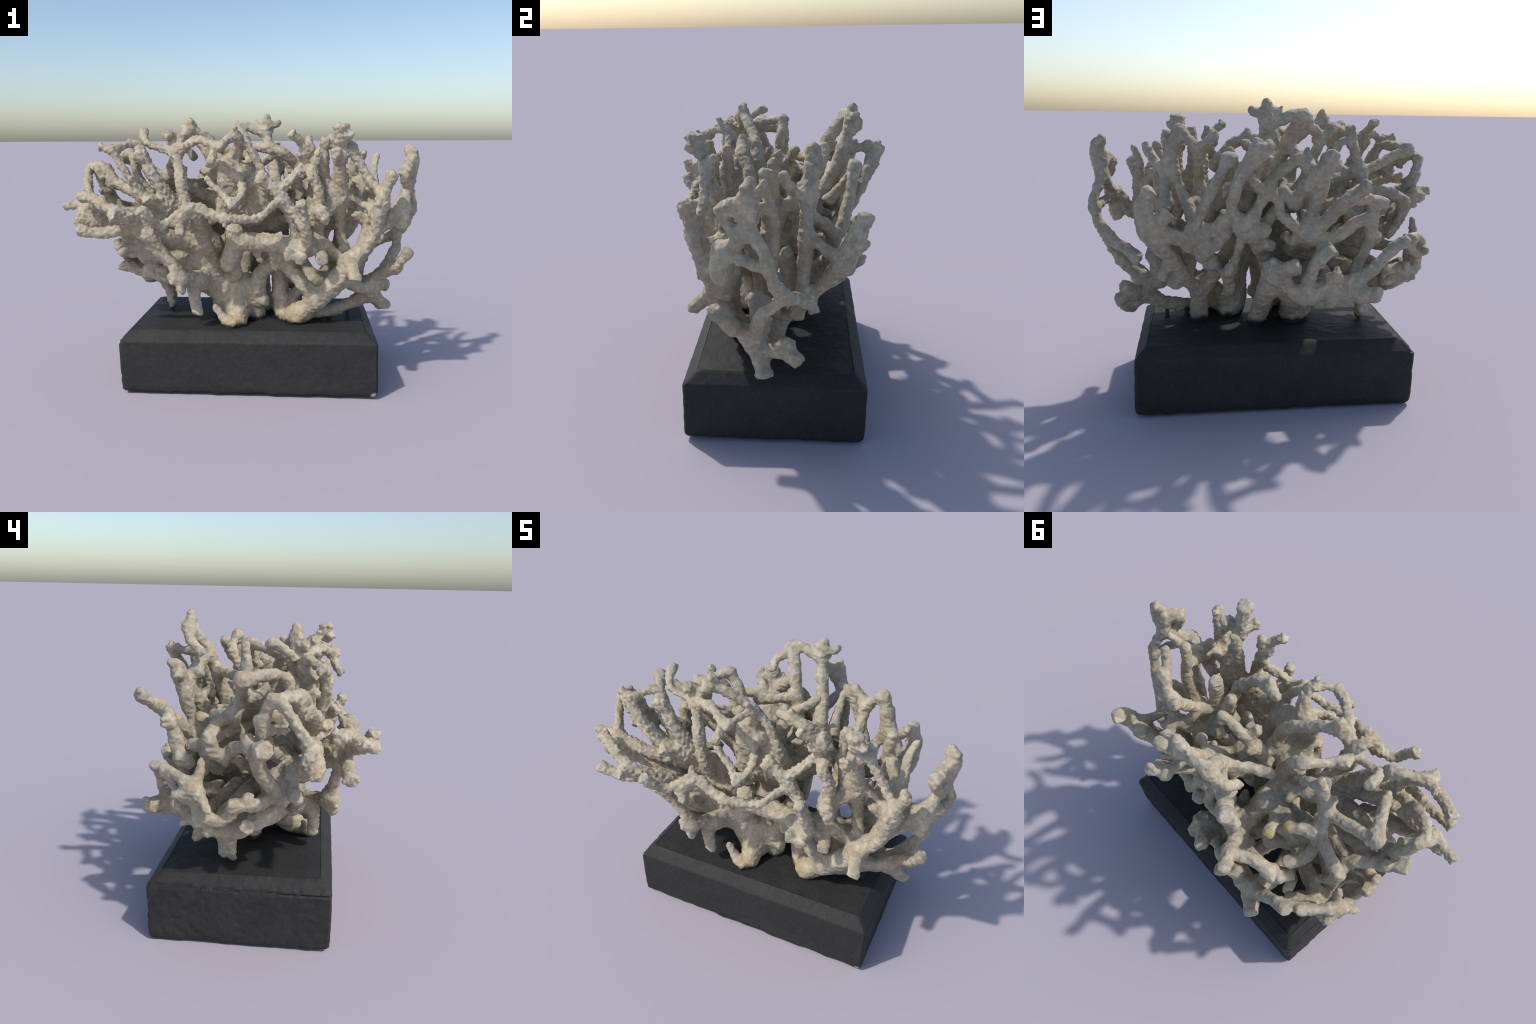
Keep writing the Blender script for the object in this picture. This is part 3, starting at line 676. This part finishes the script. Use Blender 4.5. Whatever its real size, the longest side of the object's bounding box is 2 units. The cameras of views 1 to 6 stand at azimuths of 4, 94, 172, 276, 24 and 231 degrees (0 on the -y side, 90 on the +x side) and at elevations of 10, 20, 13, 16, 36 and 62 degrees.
def coral_material():
    m, nt, p, co = nodes_of('bleached_coral')
    big = noise(nt, co, 3.2, 3, 0.5)
    mid = noise(nt, co, 13, 5, 0.6, 0.4)
    fine = noise(nt, co, 34, 4, 0.55)
    tint = ramp(nt, big, [(0.36, (0.345, 0.295, 0.215)), (0.52, (0.44, 0.385, 0.285)), (0.66, (0.365, 0.335, 0.27))])  # base darkened to a middle value between sunlit front and shaded back
    tan = ramp(nt, mid, [(0.48, G(0)), (0.66, G(0.75))])
    col = mix(nt, tan, tint, (0.335, 0.265, 0.165))
    painted_pit_shade = ramp(nt, voronoi(nt, co, 52), [(0.5, G(0)), (0.78, G(0.28))])  # crevice shadow between nodules painted as dark spots, not aligned with the relief
    col = mix(nt, painted_pit_shade, col, (0.2, 0.17, 0.13))
    pale = ramp(nt, fine, [(0.47, G(0)), (0.72, G(0.55))])  # lightened flecks: sunlit highlights of the front mixed into the colour
    col = mix(nt, pale, col, (0.62, 0.56, 0.445))
    grey = ramp(nt, noise(nt, co, 8, 4, 0.6), [(0.5, G(0)), (0.68, G(0.5))])
    col = mix(nt, grey, col, (0.25, 0.24, 0.205))
    for c, r, s in (((-0.03, -0.29, 0.37), 0.10, 0.07), ((0.31, -0.17, 0.38), 0.12, 0.08), ((-0.1, 0.05, 0.36), 0.09, 0.06)):
        col = mix(nt, math_(nt, 'MULTIPLY', spot(nt, co, c, r, s), 0.55), col, (0.50, 0.36, 0.19))
    for c, r in (((-0.325, 0.28, 1.075), 0.034), ((-0.378, 0.2, 1.098), 0.03)):
        col = mix(nt, math_(nt, 'MULTIPLY', spot(nt, co, c, r, 0.012), 0.7), col, (0.36, 0.27, 0.10))
    # black paint of the plinth creeping up the feet
    sep = nt.nodes.new('ShaderNodeSeparateXYZ')
    nt.links.new(co, sep.inputs[0])
    edge = math_(nt, 'ADD', sep.outputs[2], math_(nt, 'MULTIPLY', noise(nt, co, 18, 3), -0.06))
    paint = nt.nodes.new('ShaderNodeMapRange')
    paint.inputs[1].default_value = 0.368
    paint.inputs[2].default_value = 0.345
    nt.links.new(edge, paint.inputs[0])
    col = mix(nt, paint.outputs[0], col, (0.03, 0.03, 0.03))
    nt.links.new(col, p.inputs['Base Color'])
    p.inputs['Roughness'].default_value = 0.85
    p.inputs['Specular IOR Level'].default_value = 0.25
    h = mix(nt, 0.6, fine, voronoi(nt, co, 62))
    bump(nt, p, h, 0.5, 0.007)
    return m


def plinth_material():
    m, nt, p, co = nodes_of('black_paint')
    a = noise(nt, co, 6, 5, 0.6)
    g = noise(nt, co, 60, 5, 0.65)
    col = ramp(nt, a, [(0.3, (0.023, 0.023, 0.0225)), (0.7, (0.031, 0.0305, 0.03))])
    sp = ramp(nt, g, [(0.3, G(0.75)), (0.7, G(1.15))])
    col = mix(nt, 1.0, col, sp, 'MULTIPLY')
    col = mix(nt, spot(nt, co, (0.735, -0.415, 0.022), 0.022, 0.02), col, (0.35, 0.36, 0.33))
    nt.links.new(col, p.inputs['Base Color'])
    p.inputs['Roughness'].default_value = 0.68
    p.inputs['Specular IOR Level'].default_value = 0.28
    bump(nt, p, mix(nt, 0.5, g, noise(nt, co, 22, 4)), 0.5, 0.006)
    return m


CORAL = coral_material()
BLACK = plinth_material()

# ------------------------------------------------------------------ assembling
thing = bpy.data.objects.new('mounted_coral', None)
bpy.context.collection.objects.link(thing)
thing['label'] = 'bleached branching coral skeleton mounted on a chamfered black plinth'
thing['category'] = 'coral sculpture'


def link(name, mesh, parent):
    o = bpy.data.objects.new(name, mesh)
    bpy.context.collection.objects.link(o)
    o.parent = parent
    return o


def mesh_from(name, v, q, n=None, mat=None):
    me = bpy.data.meshes.new(name)
    me.vertices.add(len(v))
    me.vertices.foreach_set('co', np.ascontiguousarray(v, dtype=np.float32).ravel())
    me.loops.add(q.size)
    me.loops.foreach_set('vertex_index', q.astype(np.int32).ravel())
    me.polygons.add(len(q))
    me.polygons.foreach_set('loop_start', (np.arange(len(q)) * q.shape[1]).astype(np.int32))
    me.polygons.foreach_set('use_smooth', np.ones(len(q), dtype=bool))
    me.update(calc_edges=True)
    me.validate()
    if mat:
        me.materials.append(mat)
    if n is not None:
        me.normals_split_custom_set_from_vertices(n.tolist())
    return me


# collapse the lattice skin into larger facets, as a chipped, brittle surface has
def facet(v, q, ratio):
    o = bpy.data.objects.new('tmp', mesh_from('tmp', v, q))
    bpy.context.collection.objects.link(o)
    m = o.modifiers.new('d', 'DECIMATE')
    m.ratio = ratio
    m.use_collapse_triangulate = True
    ev = o.evaluated_get(bpy.context.evaluated_depsgraph_get())
    me = ev.to_mesh()
    nv = np.empty(len(me.vertices) * 3)
    me.vertices.foreach_get('co', nv)
    nl = np.empty(len(me.loops), dtype=np.int32)
    me.loops.foreach_get('vertex_index', nl)
    ev.to_mesh_clear()
    old = o.data
    bpy.data.objects.remove(o)
    bpy.data.meshes.remove(old)
    return nv.reshape(-1, 3), nl.reshape(-1, 3).astype(np.int64)


verts, quads = facet(verts, quads, 0.27)
nor = vnormals(verts, quads)
ci = np.clip(np.round((verts - LO) / H).astype(int), 0, N - 1)
vown = owner[ci[:, 0], ci[:, 1], ci[:, 2]]
face_owner = vown[quads[:, 0]].copy()
kinds = [l[0] for l in LIMBS]
groups = {}
cnts = np.bincount(face_owner, minlength=len(LIMBS))
is_core = np.array([kinds[i] == 'trunk' or cnts[i] < 60 for i in range(len(LIMBS))])
face_group = np.where(is_core[face_owner], -1, face_owner)


def part(sel):
    q = quads[sel]
    u, inv = np.unique(q, return_inverse=True)
    return verts[u], inv.reshape(q.shape), nor[u]


v, q, n = part(face_group == -1)
trunk = link('coral_trunk', mesh_from('coral_trunk', v, q, n, CORAL), thing)
for g in np.unique(face_group):
    if g < 0:
        continue
    v, q, n = part(face_group == g)
    nm = 'coral_foot' if kinds[g] == 'foot' else 'branch'
    link(nm, mesh_from(nm, v, q, n, CORAL), trunk)


# plinth: slightly irregular block, chamfered top, worn lower edge
def plinth():
    # corners in order front-left, front-right, back-right, back-left
    foot = [(-.672, -.422, .008), (.757, -.422, .014), (.760, .468, .008), (-.672, .470, .002)]
    wall = [(-.681, -.422, .306), (.751, -.416, .314), (.754, .475, .307), (-.679, .473, .296)]
    top = [(-.622, -.370, .361), (.696, -.357, .363), (.703, .419, .356), (-.626, .415, .352)]
    rings = []

    def lerp(a, b, t):
        return tuple(a[i] + (b[i] - a[i]) * t for i in range(3))

    def shrink(ring, f, dz):
        cx = sum(p[0] for p in ring) / 4
        cy = sum(p[1] for p in ring) / 4
        return [(p[0] - math.copysign(f, p[0] - cx), p[1] - math.copysign(f, p[1] - cy), p[2] + dz) for p in ring]
    levels = [shrink(foot, .022, -.004), shrink(foot, .006, .004), shrink(foot, 0, .018)]
    base = levels[-1]
    for t in np.linspace(0, 1, 38)[1:-1]:
        levels.append([lerp(base[i], wall[i], t) for i in range(4)])
    levels.append([lerp(base[i], wall[i], .985) for i in range(4)])
    for t in np.linspace(.06, .94, 9):
        levels.append([lerp(wall[i], top[i], t) for i in range(4)])
    inner = shrink(top, .006, .002)
    levels.append(inner)
    nx, ny = 110, 110
    vs, fs = [], []

    def ring_of(c):
        out = []
        rr = .012
        for side, cnt in ((0, nx), (1, ny), (2, nx), (3, ny)):
            a, b = np.array(c[side]), np.array(c[(side + 1) % 4])
            L = np.linalg.norm(b - a)
            ts = np.concatenate([[rr / L], np.linspace(2.2 * rr / L, 1 - 2.2 * rr / L, cnt - 2), [1 - rr / L]])
            out += [tuple(a + (b - a) * t) for t in ts]
        return out
    n = 2 * (nx + ny)
    for l in levels:
        vs += ring_of(l)
    for r in range(len(levels) - 1):
        for i in range(n):
            j = (i + 1) % n
            fs.append((r * n + i, r * n + j, (r + 1) * n + j, (r + 1) * n + i))
    # lid and underside as grids
    def lid(c, up):
        start = len(vs)
        for j in range(ny):
            for i in range(nx):
                s, t = i / (nx - 1), j / (ny - 1)
                a = np.array(lerp(c[0], c[1], s))
                b = np.array(lerp(c[3], c[2], s))
                vs.append(tuple(a + (b - a) * t))
        for j in range(ny - 1):
            for i in range(nx - 1):
                f = (start + j * nx + i, start + j * nx + i + 1, start + (j + 1) * nx + i + 1, start + (j + 1) * nx + i)
                fs.append(f if up else f[::-1])
    lid(shrink(inner, -.002, -.0005), True)
    lid(levels[0], False)
    v = np.array(vs)
    q = np.array(fs)
    n_ = vnormals(v, q)
    d = vnoise(v, 14, 40) * .0016 + vnoise(v, 45, 41) * .0012
    # chipped lower edge
    d -= np.clip(.05 - v[:, 2], 0, .05) * 0.12 * (1 + vnoise(v * [1, 1, 0], 22, 42))
    # broken seam along the left upper edge
    seam = np.exp(-((v[:, 2] - .302 - vnoise(v * [1, 1, 0], 30, 45) * .006) / .007) ** 2) * (v[:, 0] < -.66) * (vnoise(v * [1, 1, 0], 11, 43) > -.15)
    d -= seam * .012
    d -= (v[:, 0] < -.66) * np.clip(vnoise(v, 38, 44) - .1, 0, 1) * .006
    v = v + n_ * d[:, None]
    v[:, 2] = np.maximum(v[:, 2], 0.0)
    me = mesh_from('plinth', v, q, None, BLACK)
    o = link('plinth', me, thing)
    me.set_sharp_from_angle(angle=math.radians(28))
    return o


plinth()


# black dowels that hold the coral up from the plinth
def pin(x, y, z0, z1, r):
    vs, fs = [], []
    prof = [(z0 - .02, r * 1.3), (z0, r * 1.8), (z0 + .008, r * 1.05), (z1, r), (z1 + .004, r * .6)]
    n = 14
    for z, rr in prof:
        for i in range(n):
            a = 2 * math.pi * i / n
            vs.append((x + rr * math.cos(a), y + rr * math.sin(a), z))
    for k in range(len(prof) - 1):
        for i in range(n):
            j = (i + 1) % n
            fs.append((k * n + i, k * n + j, (k + 1) * n + j, (k + 1) * n + i))
    link('pin', mesh_from('pin', np.array(vs), np.array(fs), None, BLACK), thing)


pin(.61, -.05, .360, .44, .010)
pin(.50, -.06, .360, .41, .012)
zs = verts[:, 2]
print('coral verts', len(verts), 'limbs', len(LIMBS), verts.min(0), verts.max(0))
